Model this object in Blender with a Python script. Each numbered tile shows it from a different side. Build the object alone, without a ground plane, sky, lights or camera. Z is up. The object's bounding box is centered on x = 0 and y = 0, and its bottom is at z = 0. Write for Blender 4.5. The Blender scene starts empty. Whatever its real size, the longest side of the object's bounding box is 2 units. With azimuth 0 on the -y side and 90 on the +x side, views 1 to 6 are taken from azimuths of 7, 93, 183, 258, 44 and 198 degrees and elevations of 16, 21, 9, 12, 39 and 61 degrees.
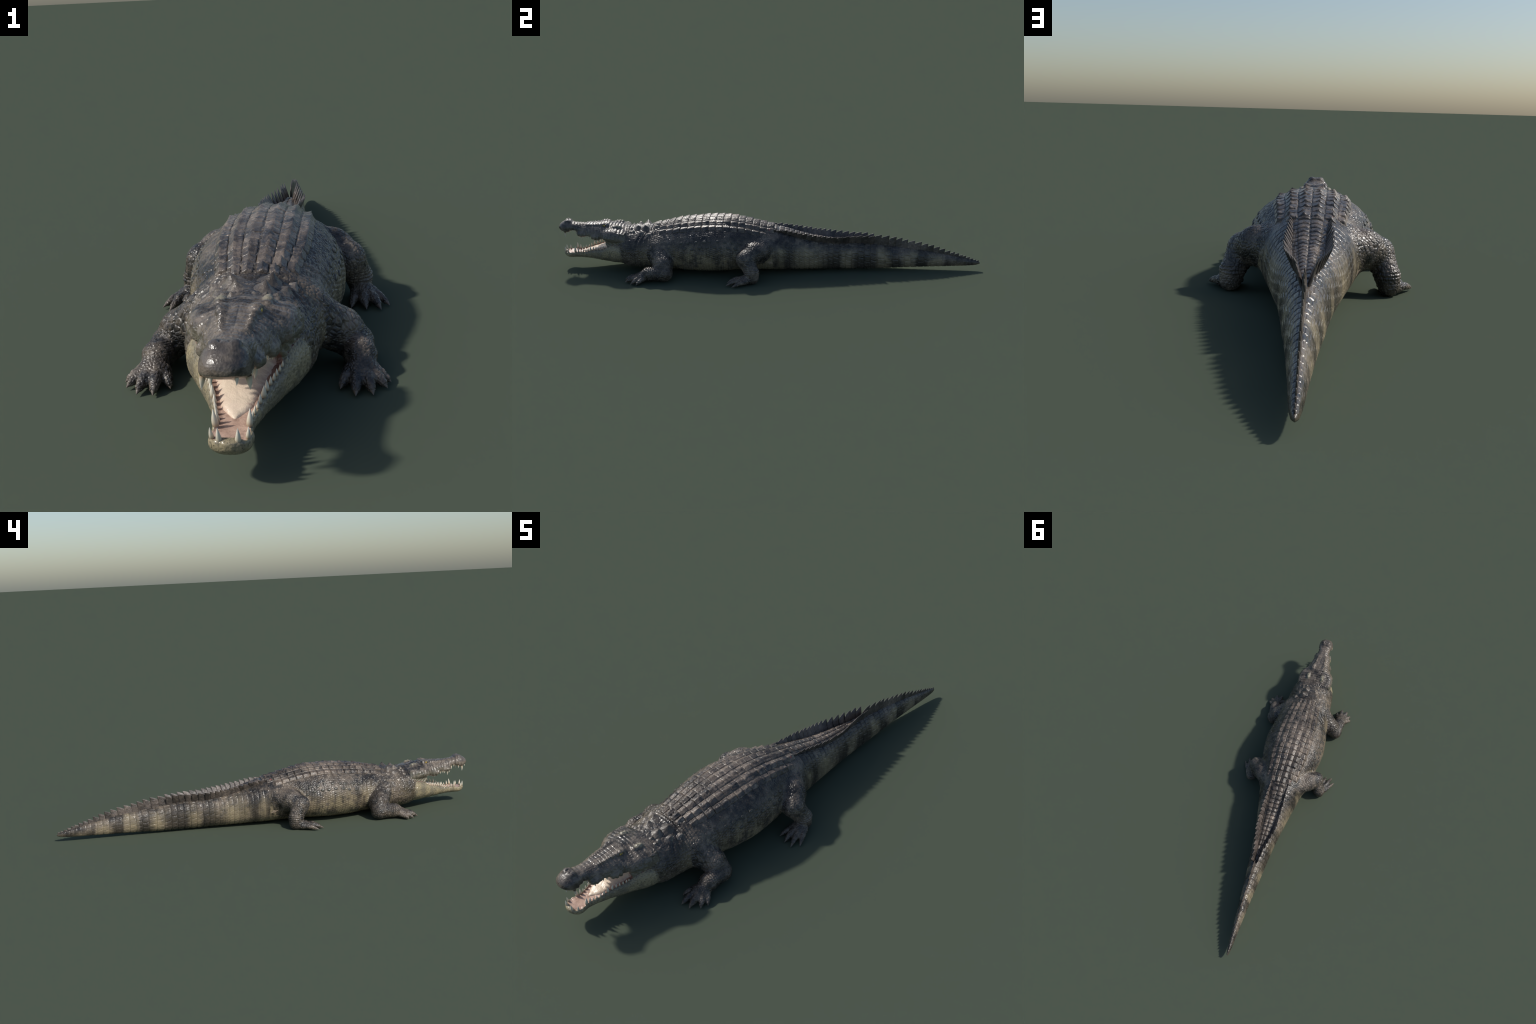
# A large crocodile standing on four legs with its mouth open.
# The skin is ONE implicit surface (lofted trunk, jaws, limbs, blended), turned into a mesh, given
# relief (tail rings, belly tiles, limb scales, wrinkles) and then cut into named body parts.
# Scutes, crest blades, teeth, claws, eyes and tongue are built as objects of their own.
import bpy, math, random
import numpy as np
from mathutils import Vector, Matrix

random.seed(7)
rng = np.random.default_rng(7)
CELL = 0.003

# ------------------------------------------------------------------ small maths helpers
def pchip(xk, yk):
    """monotone cubic through control points"""
    xk = np.asarray(xk, float); yk = np.asarray(yk, float)
    h = np.diff(xk); d = np.diff(yk) / h
    m = np.zeros_like(yk)
    m[0], m[-1] = d[0], d[-1]
    for i in range(1, len(xk) - 1):
        if d[i - 1] * d[i] > 0:
            w1, w2 = 2 * h[i] + h[i - 1], h[i] + 2 * h[i - 1]
            m[i] = (w1 + w2) / (w1 / d[i - 1] + w2 / d[i])
    def f(x):
        x = np.clip(np.asarray(x, float), xk[0], xk[-1])
        i = np.clip(np.searchsorted(xk, x) - 1, 0, len(xk) - 2)
        t = (x - xk[i]) / h[i]
        return ((1 + 2 * t) * (1 - t) ** 2 * yk[i] + t * (1 - t) ** 2 * h[i] * m[i]
                + t * t * (3 - 2 * t) * yk[i + 1] + t * t * (t - 1) * h[i] * m[i + 1])
    return f

def curve(text):
    """'y:v y:v ...' -> smooth function of y"""
    pts = sorted(tuple(map(float, p.split(':'))) for p in text.split())
    return pchip([p[0] for p in pts], [p[1] for p in pts])

def smin(a, b, k):
    h = np.clip(0.5 + 0.5 * (b - a) / k, 0, 1)
    return b + (a - b) * h - k * h * (1 - h)

def smax(a, b, k):
    return -smin(-a, -b, k)

def sstep(a, b, x):
    t = np.clip((x - a) / (b - a), 0, 1)
    return t * t * (3 - 2 * t)

def hash3(i, j, k, s):
    n = (i.astype(np.int64) * 73856093) ^ (j.astype(np.int64) * 19349663) ^ (k.astype(np.int64) * 83492791) ^ (s * 2654435)
    n = (n ^ (n >> 13)) * 1274126177 & 0x7fffffff
    n = (n ^ (n >> 16)) * 668265263 & 0x7fffffff
    return ((n ^ (n >> 15)) & 0xffffff) / float(0xffffff)

def vnoise(p, s=0):
    """smooth value noise, about -1..1"""
    f = np.floor(p); u = p - f; f = f.astype(np.int64)
    u = u * u * (3 - 2 * u)
    r = 0
    for a in (0, 1):
        for b in (0, 1):
            for c in (0, 1):
                w = (u[:, 0] if a else 1 - u[:, 0]) * (u[:, 1] if b else 1 - u[:, 1]) * (u[:, 2] if c else 1 - u[:, 2])
                r = r + w * hash3(f[:, 0] + a, f[:, 1] + b, f[:, 2] + c, s)
    return r * 2 - 1

def cells(p, s=0):
    """Worley F2-F1: 0 at the seams between pebbles, growing towards their middle"""
    f = np.floor(p).astype(np.int64)
    d1 = np.full(len(p), 9.0); d2 = np.full(len(p), 9.0)
    for a in (-1, 0, 1):
        for b in (-1, 0, 1):
            for c in (-1, 0, 1):
                i, j, k = f[:, 0] + a, f[:, 1] + b, f[:, 2] + c
                q = np.stack([i + .5 + .8 * (hash3(i, j, k, s) - .5), j + .5 + .8 * (hash3(i, j, k, s + 1) - .5),
                              k + .5 + .8 * (hash3(i, j, k, s + 2) - .5)], 1)
                d = np.linalg.norm(q - p, axis=1)
                d2 = np.minimum(d2, np.maximum(d1, d)); d1 = np.minimum(d1, d)
    return d2 - d1

# ------------------------------------------------------------------ profiles along the body (y)
class Loft:
    """a tube along y: half width, top, bottom, height of the widest line, section exponents"""
    def __init__(s, w, top, bot, mid, nt, nb, y0, y1):
        s.w, s.top, s.bot, s.mid, s.nt, s.nb = map(curve, (w, top, bot, mid, nt, nb))
        s.y0, s.y1 = y0, y1
    def sec(s, y):
        t, b = s.top(y), s.bot(y)
        return s.w(y), t, b, b + (t - b) * s.mid(y), s.nt(y), s.nb(y)
    def sdf(s, x, y, z):
        yc = np.clip(y, s.y0, s.y1)
        w, t, b, m, nt, nb = s.sec(yc)
        up = z > m
        h = np.maximum(np.where(up, t - m, m - b), 1e-4); w = np.maximum(w, 1e-4)
        n = np.where(up, nt, nb)
        dx = np.abs(x) / w; dz = np.abs(z - m) / h
        q = np.maximum((dx ** n + dz ** n), 1e-9) ** (1 / n)
        qq = np.maximum(q, 1e-3)
        gx = (dx / qq) ** (n - 1) / w; gz = (dz / qq) ** (n - 1) / h
        f = (q - 1) / np.sqrt(gx * gx + gz * gz + 1e-9)
        f = np.where(q < .3, -np.minimum(w, h) * .7, f)
        e = np.maximum(s.y0 - y, y - s.y1)
        return np.where(e > 0, np.maximum(f, 0) + e, np.maximum(f, e))
    def point(s, y, a):
        """surface point at angle a (0 = straight up, +90 deg = the +x flank)"""
        w, t, b, m, nt, nb = s.sec(y)
        c, sn = np.cos(a), np.sin(a)
        up = c >= 0
        n = np.where(up, nt, nb); h = np.where(up, t - m, m - b)
        r = ((np.abs(sn) / w) ** n + (np.abs(c) / h) ** n) ** (-1 / n)
        return np.stack([r * sn, y + 0 * r, m + r * c], -1)

trunk = Loft(
    w='-.735:.06 -.712:.086 -.698:.102 -.682:.114 -.66:.121 -.62:.125 -.58:.128 -.52:.136 -.46:.143 -.40:.154 -.34:.165 -.27:.172 -.20:.166 -.13:.152 -.06:.136 .02:.120 .08:.107 .14:.094 .21:.081 .28:.069 .36:.058 .44:.050 .52:.043 .60:.0355 .68:.029 .75:.024 .82:.019 .88:.0155 .93:.0125 .97:.009 .99:.006 1:.002',
    top='-.735:.18 -.70:.195 -.66:.198 -.63:.201 -.60:.203 -.55:.208 -.49:.219 -.43:.233 -.36:.243 -.30:.248 -.24:.2505 -.18:.248 -.13:.241 -.08:.231 -.02:.217 .04:.203 .10:.187 .16:.170 .235:.154 .345:.141 .464:.130 .51:.122 .56:.116 .65:.105 .744:.091 .818:.077 .883:.064 .94:.052 .98:.043 1:.035',
    bot='-.735:.065 -.71:.043 -.69:.028 -.67:.019 -.63:.014 -.55:.012 -.48:.010 -.40:.005 -.30:.003 -.20:.005 -.13:.007 -.03:.005 .10:.003 .40:.002 .55:.004 .65:.008 .75:.011 .85:.014 .93:.017 .98:.021 1:.027',
    mid='-.735:.5 -.5:.48 -.2:.46 0:.42 .2:.38 .5:.36 1:.42',
    nt='-.735:1.9 -.62:1.82 -.55:1.88 -.45:1.78 -.2:1.86 0:2.0 .1:2.3 .4:2.4 .5:2.0 .6:1.85 1:2',
    nb='-.735:2.4 -.3:2.5 0:2.4 .3:2.3 1:2.1', y0=-.735, y1=1.0)

upper = Loft(
    w='-1.001:.008 -.998:.018 -.990:.030 -.980:.036 -.965:.0408 -.945:.040 -.930:.035 -.918:.0335 -.905:.036 -.89:.041 -.87:.047 -.84:.055 -.81:.063 -.78:.071 -.75:.081 -.72:.092 -.70:.098 -.68:.098 -.66:.09',
    top='-1.001:.199 -.998:.206 -.990:.215 -.975:.224 -.960:.2285 -.944:.226 -.930:.2195 -.90:.2155 -.87:.213 -.84:.2145 -.80:.219 -.77:.221 -.74:.218 -.72:.216 -.69:.209 -.66:.200',
    bot='-1.001:.191 -.995:.186 -.985:.180 -.966:.173 -.95:.177 -.935:.184 -.92:.184 -.907:.168 -.895:.160 -.88:.158 -.86:.160 -.845:.158 -.83:.153 -.81:.147 -.795:.152 -.777:.160 -.76:.167 -.74:.168 -.72:.160 -.70:.149 -.66:.13',
    mid='-1.001:.4 -.96:.32 -.92:.26 -.86:.22 -.80:.2 -.74:.22 -.66:.3',
    nt='-1.001:2 -.95:2.2 -.90:2.15 -.85:1.95 -.80:1.78 -.76:1.64 -.72:1.62 -.66:1.8',
    nb='-1.001:2.3 -.95:3.2 -.8:3 -.66:2.4', y0=-1.001, y1=-.66)

lower = Loft(
    w='-.984:.010 -.980:.019 -.972:.027 -.96:.0335 -.945:.0355 -.93:.033 -.915:.031 -.90:.033 -.87:.041 -.84:.051 -.81:.063 -.78:.076 -.75:.091 -.72:.105 -.70:.112 -.68:.110 -.66:.10',
    top='-.984:.074 -.975:.079 -.955:.079 -.935:.080 -.925:.083 -.905:.081 -.88:.085 -.86:.091 -.84:.098 -.82:.105 -.80:.110 -.78:.118 -.767:.127 -.74:.143 -.70:.154 -.66:.150',
    bot='-.984:.062 -.975:.0525 -.956:.0435 -.90:.0435 -.86:.0415 -.82:.0375 -.79:.034 -.76:.032 -.72:.029 -.66:.03',
    mid='-.984:.5 -.9:.55 -.8:.55 -.72:.5 -.66:.5',
    nt='-.984:2.2 -.95:3 -.8:3 -.66:2.4', nb='-.984:2 -.9:2.2 -.75:2.2 -.66:2.2', y0=-.984, y1=-.66)

FLOOR = curve('-.984:.073 -.95:.072 -.92:.072 -.88:.076 -.84:.086 -.80:.097 -.76:.113 -.72:.130')

def cone(p, a, ra, b, rb):
    a = np.array(a); b = np.array(b); ab = b - a
    t = np.clip(((p - a) @ ab) / (ab @ ab), 0, 1)
    return np.linalg.norm(p - a - t[:, None] * ab, axis=1) - (ra + (rb - ra) * t)

def ball(p, c, r):
    q = (p - np.array(c)) / np.array(r)
    l = np.linalg.norm(q, axis=1)
    g = np.linalg.norm(q / np.array(r), axis=1)
    return l * (l - 1) / np.maximum(g, 1e-6)

# limbs of the +x side (x is mirrored); fingers and toes run from knuckle to claw base
FORE_TIPS = [(.161, -.629), (.190, -.660), (.223, -.655), (.250, -.625), (.258, -.598)]
FORE_ROOT = [(.179, -.588), (.193, -.597), (.208, -.596), (.219, -.586), (.224, -.572)]
FORE_R = [.0105, .0115, .0115, .0105, .0095]
HIND_TIPS = [(.181, -.175), (.217, -.186), (.251, -.188), (.272, -.160)]
HIND_ROOT = [(.192, -.108), (.206, -.112), (.221, -.108), (.232, -.096)]
HIND_R = [.0095, .0115, .0115, .0095]

def toes(p, tips, roots, radii, top):
    d = None; k = .006
    for (tx, ty), (rx, ry), r in zip(tips, roots, radii):
        # knuckle raised, last bone sloping to the ground, stopping where the claw begins
        kx, ky = rx + (tx - rx) * .45, ry + (ty - ry) * .45
        ex, ey = rx + (tx - rx) * .76, ry + (ty - ry) * .76
        c = np.minimum(cone(p, (rx, ry, top), r * 1.25, (kx, ky, r * 1.45), r * 1.05),
                       cone(p, (kx, ky, r * 1.45), r * 1.05, (ex, ey, r * .85), r * .68))
        d = c if d is None else smin(d, c, k)
    return d

def limb_sdfs(p):
    fore = cone(p, (.095, -.520, .112), .052, (.163, -.484, .066), .044)
    fore = smin(fore, cone(p, (.161, -.484, .066), .044, (.191, -.474, .036), .034), .010)
    fore = smin(fore, cone(p, (.191, -.475, .036), .034, (.200, -.548, .037), .030), .012)
    forefoot = smin(cone(p, (.200, -.548, .036), .029, (.201, -.578, .026), .021),
                    cone(p, (.189, -.587, .022), .018, (.214, -.577, .022), .018), .012)
    forefoot = smin(forefoot, toes(p, FORE_TIPS, FORE_ROOT, FORE_R, .021), .008)
    hind = cone(p, (.084, -.026, .117), .055, (.136, -.067, .117), .050)
    hind = smin(hind, cone(p, (.136, -.067, .117), .050, (.174, -.101, .104), .041), .012)
    hind = smin(hind, cone(p, (.175, -.101, .102), .040, (.200, -.070, .050), .032), .010)
    hindfoot = smin(cone(p, (.200, -.070, .045), .031, (.204, -.066, .026), .027),
                    cone(p, (.203, -.066, .022), .022, (.212, -.105, .019), .019), .012)
    hindfoot = smin(hindfoot, cone(p, (.194, -.100, .016), .015, (.228, -.092, .016), .014), .012)
    hindfoot = smin(hindfoot, toes(p, HIND_TIPS, HIND_ROOT, HIND_R, .017), .008)
    return fore, forefoot, hind, hindfoot

def head_upper(p, x, y, z):
    u = upper.sdf(x, y, z)
    u = smin(u, ball(p, (.029, -.775, .2135), (.012, .022, .0115)), .008)        # brow over the eye
    u = smin(u, ball(p, (.041, -.715, .2070), (.011, .024, .011)), .010)         # ear flap ridge
    u = smin(u, cone(p, (.026, -.795, .2135), .0050, (.021, -.865, .2085), .0035), .008)  # ridge in front of the eye
    u = smin(u, ball(p, (.013, -.957, .224), (.013, .014, .008)), .006)         # nostril mound
    u = smax(u, -ball(p, (.0075, -.957, .2315), (.0035, .0055, .0045)), .002)   # nostril
    u = smax(u, -ball(p, (.0435, -.777, .2125), (.008, .009, .0050)), .003)      # eye socket
    u = smin(u, ball(p, (.068, -.722, .168), (.030, .055, .026)), .025)         # jaw muscle
    u = smin(u, ball(p, (.040, -.885, .170), (.012, .022, .012)), .008)         # lip bulges
    u = smin(u, ball(p, (.055, -.812, .160), (.013, .026, .013)), .008)
    return u

def parts(P):
    """signed distances of all the body's components at points P (mirrored in x)"""
    p = P.copy(); p[:, 0] = np.abs(p[:, 0])
    x, y, z = p[:, 0], p[:, 1], p[:, 2]
    t = trunk.sdf(x, y, z)
    h = head_upper(p, x, y, z)
    j = lower.sdf(x, y, z)
    jw = lower.w(y)
    # trough of the lower jaw between the gums
    inside = np.maximum(x - jw * .80, FLOOR(y) - z)
    inside = np.maximum(inside, y + .715)
    inside = np.maximum(inside, -(y + .968))
    j = smax(j, -inside, .004)
    # cheek membrane from the corner of the mouth to the jaw hinge
    cw = np.minimum(upper.w(y), jw) - .006
    c = np.maximum(np.maximum(x - cw, cw - .013 - x), np.maximum(-.770 + .25 * np.abs(z - .145) - y, y + .68))
    c = np.maximum(c, np.maximum(z - .19, .09 - z))
    throat = np.maximum(np.maximum(-.748 - y, y + .67), np.maximum(x - cw, np.maximum(z - .19, .06 - z)))
    c = np.minimum(c, throat)
    return t, h, j, c, *limb_sdfs(p)

def body(P):
    t, h, j, c, f, ff, hi, hf = parts(P)
    d = smin(h, c, .006)
    d = smin(d, j, .004)
    d = smin(d, t, .006)
    f = smin(f, ff, .010)
    hi = smin(hi, hf, .010)
    d = smin(d, f, .018)
    d = smin(d, hi, .018)
    return d

# ------------------------------------------------------------------ surface extraction (surface nets)
def extract():
    lo = np.array([0, -1.02, -.012]); hi = np.array([.300, 1.02, .27])
    k = 4
    n = (np.ceil((hi - lo) / CELL / k).astype(int)) * k + 1
    ax = [lo[i] + CELL * np.arange(n[i]) for i in range(3)]
    cx = [a[::k] for a in ax]
    C = np.stack(np.meshgrid(*cx, indexing='ij'), -1).reshape(-1, 3)
    fc = body(C).reshape([len(a) for a in cx]).astype(np.float32)
    near = np.abs(fc) < CELL * k * 2.2
    idx = [np.minimum(np.round(np.arange(n[i]) / k).astype(int), len(cx[i]) - 1) for i in range(3)]
    F = fc[np.ix_(*idx)].copy()
    M = near[np.ix_(*idx)]
    ii = np.argwhere(M)
    F[M] = body(lo + CELL * ii)
    F = np.concatenate([F[:0:-1], F], 0)                     # mirror
    o = np.array([-(n[0] - 1) * CELL, lo[1], lo[2]])
    S = F < 0
    any_ = np.zeros(np.array(F.shape) - 1, bool); all_ = np.ones_like(any_)
    for a in (0, 1):
        for b in (0, 1):
            for c in (0, 1):
                s = S[a:S.shape[0] - 1 + a, b:S.shape[1] - 1 + b, c:S.shape[2] - 1 + c]
                any_ |= s; all_ &= s
    act = np.argwhere(any_ & ~all_)
    vid = -np.ones(any_.shape, np.int64); vid[tuple(act.T)] = np.arange(len(act))
    acc = np.zeros((len(act), 3)); cnt = np.zeros(len(act))
    corners = [(a, b, c) for a in (0, 1) for b in (0, 1) for c in (0, 1)]
    for A in corners:
        for d in range(3):
            if A[d] == 0:
                B = list(A); B[d] = 1
                fa = F[tuple((act + A).T)]; fb = F[tuple((act + B).T)]
                m = (fa < 0) != (fb < 0)
                t = fa[m] / (fa[m] - fb[m])
                q = np.tile(np.array(A, float), (m.sum(), 1)); q[:, d] = t
                acc[m] += q; cnt[m] += 1
    V = o + CELL * (act + acc / cnt[:, None])
    quads = []
    for d in range(3):
        u, w = [(1, 2), (2, 0), (0, 1)][d]
        sl0 = [slice(None)] * 3; sl1 = [slice(None)] * 3
        sl0[d] = slice(0, -1); sl1[d] = slice(1, None)
        e = np.argwhere(S[tuple(sl0)] != S[tuple(sl1)])
        e = e[(e[:, u] > 0) & (e[:, w] > 0)]
        flip = S[tuple(e.T)]
        du = np.zeros(3, int); du[u] = 1; dw = np.zeros(3, int); dw[w] = 1
        q = np.stack([vid[tuple((e - du - dw).T)], vid[tuple((e - dw).T)], vid[tuple(e.T)], vid[tuple((e - du).T)]], 1)
        q[~flip] = q[~flip][:, ::-1]
        quads.append(q)
    return V, np.concatenate(quads)

def grad(P, f0=None, e=.0008):
    g = np.zeros_like(P)
    for d in range(3):
        o = np.zeros(3); o[d] = e
        g[:, d] = (body(P + o) - body(P - o)) / (2 * e)
    return g

def project(V, steps=1):
    for _ in range(steps):
        f = body(V); g = grad(V)
        n2 = np.maximum((g * g).sum(1), .15)
        V = V - np.clip(f / n2, -.002, .002)[:, None] * g
    return V

def subdivide(V, Q):
    E = np.concatenate([Q[:, [i, (i + 1) % 4]] for i in range(4)])
    E.sort(1)
    key = E[:, 0] * len(V) + E[:, 1]
    uk, inv = np.unique(key, return_inverse=True)
    a, b = uk // len(V), uk % len(V)
    mid = (V[a] + V[b]) / 2
    fc = V[Q].mean(1)
    nq = len(Q)
    e = inv.reshape(4, nq) + len(V)
    c = np.arange(nq) + len(V) + len(mid)
    out = [np.stack([Q[:, i], e[i], c, e[(i - 1) % 4]], 1) for i in range(4)]
    return np.concatenate([V, mid, fc]), np.concatenate(out)

def smooth(V, Q, it, lam=.5):
    i = Q.ravel(); j = Q[:, [1, 2, 3, 0]].ravel()
    n = len(V)
    deg = np.bincount(i, minlength=n) + np.bincount(j, minlength=n)
    for _ in range(it):
        S = np.stack([np.bincount(i, V[j, d], n) + np.bincount(j, V[i, d], n) for d in range(3)], 1)
        V = V + lam * (S / deg[:, None] - V)
    return V

def vnormals(V, Q):
    a = V[Q[:, 2]] - V[Q[:, 0]]; b = V[Q[:, 3]] - V[Q[:, 1]]
    fn = np.cross(a, b)
    N = np.stack([sum(np.bincount(Q[:, k], fn[:, d], len(V)) for k in range(4)) for d in range(3)], 1)
    return N / np.maximum(np.linalg.norm(N, axis=1), 1e-12)[:, None]

V, Q = extract()
V = project(V, 1)
V = smooth(V, Q, 1, .4)
V, Q = subdivide(V, Q)
V = smooth(V, Q, 1, .5)
N = vnormals(V, Q)

# ------------------------------------------------------------------ who is who on the skin
D = np.stack(parts(V), 1)          # trunk, head, jaw, cheek, fore, forefoot, hind, hindfoot
own = D.argmin(1)
X = np.abs(V[:, 0]); Y = V[:, 1]; Z = V[:, 2]

# ------------------------------------------------------------------ rows of the armour
CREST_Y = [.035, .063, .088, .111, .135, .158, .181, .203, .225, .247, .270, .293, .318, .347, .377, .407, .436, .466, .495]
CREST_TOP = curve('.03:.206 .063:.205 .11:.200 .18:.190 .226:.183 .273:.177 .317:.173 .36:.172 .42:.172 .466:.171 .496:.168')
SINGLE_Y = [.530, .566, .600, .628, .655, .688, .720, .750, .778, .805, .831, .856, .878, .898, .916, .932, .950, .966, .981, .994]
SINGLE_TOP = curve('.53:.168 .569:.165 .601:.159 .652:.147 .687:.139 .72:.133 .75:.126 .777:.119 .805:.111 .831:.101 .857:.092 .878:.085 .899:.078 .918:.071 .953:.059 .984:.047 1:.040')
RING_Y = np.array([-.56 + .0335 * i for i in range(18)] + CREST_Y + SINGLE_Y)
RING = pchip(RING_Y, np.arange(len(RING_Y)))

def groove(u, width):
    """1 on the seam between whole steps of u, 0 elsewhere"""
    d = np.abs(u - np.round(u))
    return np.exp(-(d / width) ** 2)

w_, t_, b_, m_, _, _ = trunk.sec(Y)
ang = np.arctan2(X / w_, (Z - m_) / np.where(Z > m_, t_ - m_, m_ - b_))    # 0 top, pi bottom
arc = ang * .5 * (w_ + .5 * (t_ - b_))

on_trunk = sstep(.012, .0, D[:, 0] - D[:, 1:].min(1))
disp = np.zeros(len(V))
jit = vnoise(V * 25, 3) * .12

# tail: rings with seams, each cut into tiles
tailw = on_trunk * sstep(-.02, .08, Y)
ring = RING(Y)
amp = np.interp(Y, [0, .1, .5, .8, 1], [.0012, .0018, .0026, .0016, .0008])
seam = groove(ring + .5 + jit * .5, .07)
row = arc / np.interp(Y, [0, .2, .5, .9], [.014, .017, .020, .012]) + .5 * (np.round(ring) % 2)
tile = groove(row + jit, .08) * .6
disp -= tailw * amp * np.maximum(seam, tile)
disp += tailw * amp * .2 * (1 - np.abs(ring - np.round(ring)) * 2)

# torso flank and belly: small rectangular tiles, smaller and rounder on the sides
tors = on_trunk * sstep(.06, -.04, Y) * sstep(-.74, -.70, Y)
neckw_ = lambda y: sstep(-.42, -.56, y)
ty = Y / .0125 + vnoise(V * 14, 5) * .5
tr = arc / .0120 + vnoise(V * 14, 6) * .4
side = sstep(.9, 1.35, ang)
disp -= tors * side * (1 - .7 * neckw_(Y)) * .0017 * np.maximum(groove(ty + .5, .11), groove(tr + .5 * (np.round(ty) % 2), .11) * .8)
sm = tors > .02
dn = np.zeros(len(V)); dn[sm] = sstep(.02, .30, cells(V[sm] / np.where(Y[sm] < -.5, .0115, .0095)[:, None], 11))
neckw = sstep(-.42, -.56, Y)
disp += tors * (1 - side) * .0011 * dn
disp += tors * neckw * side * .0017 * dn
# skin folds round the shoulder and behind the jaw
fold = np.sin((np.hypot(Y + .515, (Z - .12) * .9)) * 300 + 2.5 * vnoise(V * 18, 8))
disp += tors * np.exp(-((np.hypot(Y + .515, Z - .125) - .085) / .028) ** 2) * sstep(.10, .14, Z) * .0016 * fold
disp += tors * .0024 * vnoise(V * 9, 15) * .6 + tors * .0012 * vnoise(V * 40, 16)
# loose wrinkles across the nape
nape = tors * np.exp(-((Y + .545) / .03) ** 2) * sstep(.13, .17, Z)
disp += nape * .0016 * np.sin(Y * 520 + 4 * vnoise(V * [10, 10, 10], 17))

# limbs: overlapping pebbles, larger on the upper arm
limb = sstep(.010, -.004, D[:, 4:].min(1) - D[:, :4].min(1))
lm = limb > .02
size = np.where(own >= 6, .0105, np.interp(Z, [.03, .08], [.0110, .0165]))
size = np.where((own == 5) | (own == 7), .0080, size)
pb = np.zeros(len(V)); pb[lm] = sstep(.0, .20, cells(V[lm] / size[lm][:, None], 21))
disp += limb * np.where(own == 4, .0021, .0017) * (pb - .6)
disp += limb * .0006 * vnoise(V * 55, 22)
# wrist and ankle creases
wr = np.exp(-((Y + .535) / .022) ** 2) * (own == 4) + np.exp(-((Z - .055) / .02) ** 2) * (own == 6)
disp += limb * wr * .0010 * np.sin(np.where(own == 4, Y * 700, Z * 700) + 2 * vnoise(V * 30, 23))

# head: wrinkles along the snout, pebbled cheeks, pitted lips
head = np.where((own == 1) | (own == 2), 1, 0) * sstep(-.66, -.70, Y)
hm = head > .02
ph = np.zeros(len(V)); ph[hm] = sstep(.02, .30, cells(V[hm] * [1, .7, 1] / .0095, 31))
table = sstep(.032, .022, X) * sstep(-.87, -.85, Y) * sstep(-.755, -.775, Y) * (own == 1) * (N[:, 2] > .4)
disp += head * (own == 1) * (1 - table) * .0007 * (ph - .6) * sstep(-.95, -.90, Y)
# rows of square plates between the eyes, a knobbed ridge on each side of them
disp -= table * .0016 * np.maximum(groove(Y / .0135 + .15 * vnoise(V * 40, 36), .10), np.exp(-(X / .0013) ** 2))
disp += np.exp(-((X - .024) / .006) ** 2) * sstep(-.88, -.86, Y) * sstep(-.785, -.80, Y) * (own == 1) * (N[:, 2] > .2) * .0020 * np.sin(Y * 2 * np.pi / .0085)
# wrinkles round the snout and down the cheek
wrk = np.sin(Y * 420 + 3.0 * vnoise(V * 16, 37)) * sstep(.2, .55, vnoise(V * 12, 38) * .5 + .5)
disp += head * (own == 1) * (1 - table) * .0010 * wrk * sstep(-.965, -.94, Y)
disp += head * (own == 1) * (1 - table) * .0010 * vnoise(V * [60, 28, 60], 32) * sstep(-.96, -.90, Y)
disp += head * (own == 1) * .0022 * vnoise(V * [24, 16, 24], 34) * sstep(-.97, -.90, Y)
disp += head * (own == 2) * (.0006 * vnoise(V * 70, 33) + .0006 * (ph - .6) * sstep(-.94, -.88, Y))
lipwave = np.exp(-((Z - upper.bot(Y) - .008) / .010) ** 2) * (own == 1) * sstep(.4, .8, X / np.maximum(upper.w(Y), .01))
disp += lipwave * .0016 * np.sin(Y * 2 * np.pi / .0165) * sstep(-.985, -.95, Y)
lipwave = np.exp(-((Z - lower.top(Y) + .008) / .008) ** 2) * (own == 2) * sstep(.5, .85, X / np.maximum(lower.w(Y), .01))
disp += lipwave * .0012 * np.sin(Y * 2 * np.pi / .0165 + 2)
chk = own == 3
ck = np.zeros(len(V)); ck[chk] = sstep(.02, .3, cells(V[chk] / .0065, 39))
disp += chk * (.0012 * (ck - .5) + .0016 * np.sin(Z * 330 + (Y + .7) * 260 + 3 * vnoise(V * 22, 35)))

V = V + disp[:, None] * N
V[:, 2] = np.maximum(V[:, 2], .0005)
N = vnormals(V, Q)

# ------------------------------------------------------------------ materials
def lin(r, g, b):
    return tuple((c / 255 / 12.92 if c / 255 <= .04045 else ((c / 255 + .055) / 1.055) ** 2.4) for c in (r, g, b)) + (1,)

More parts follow.
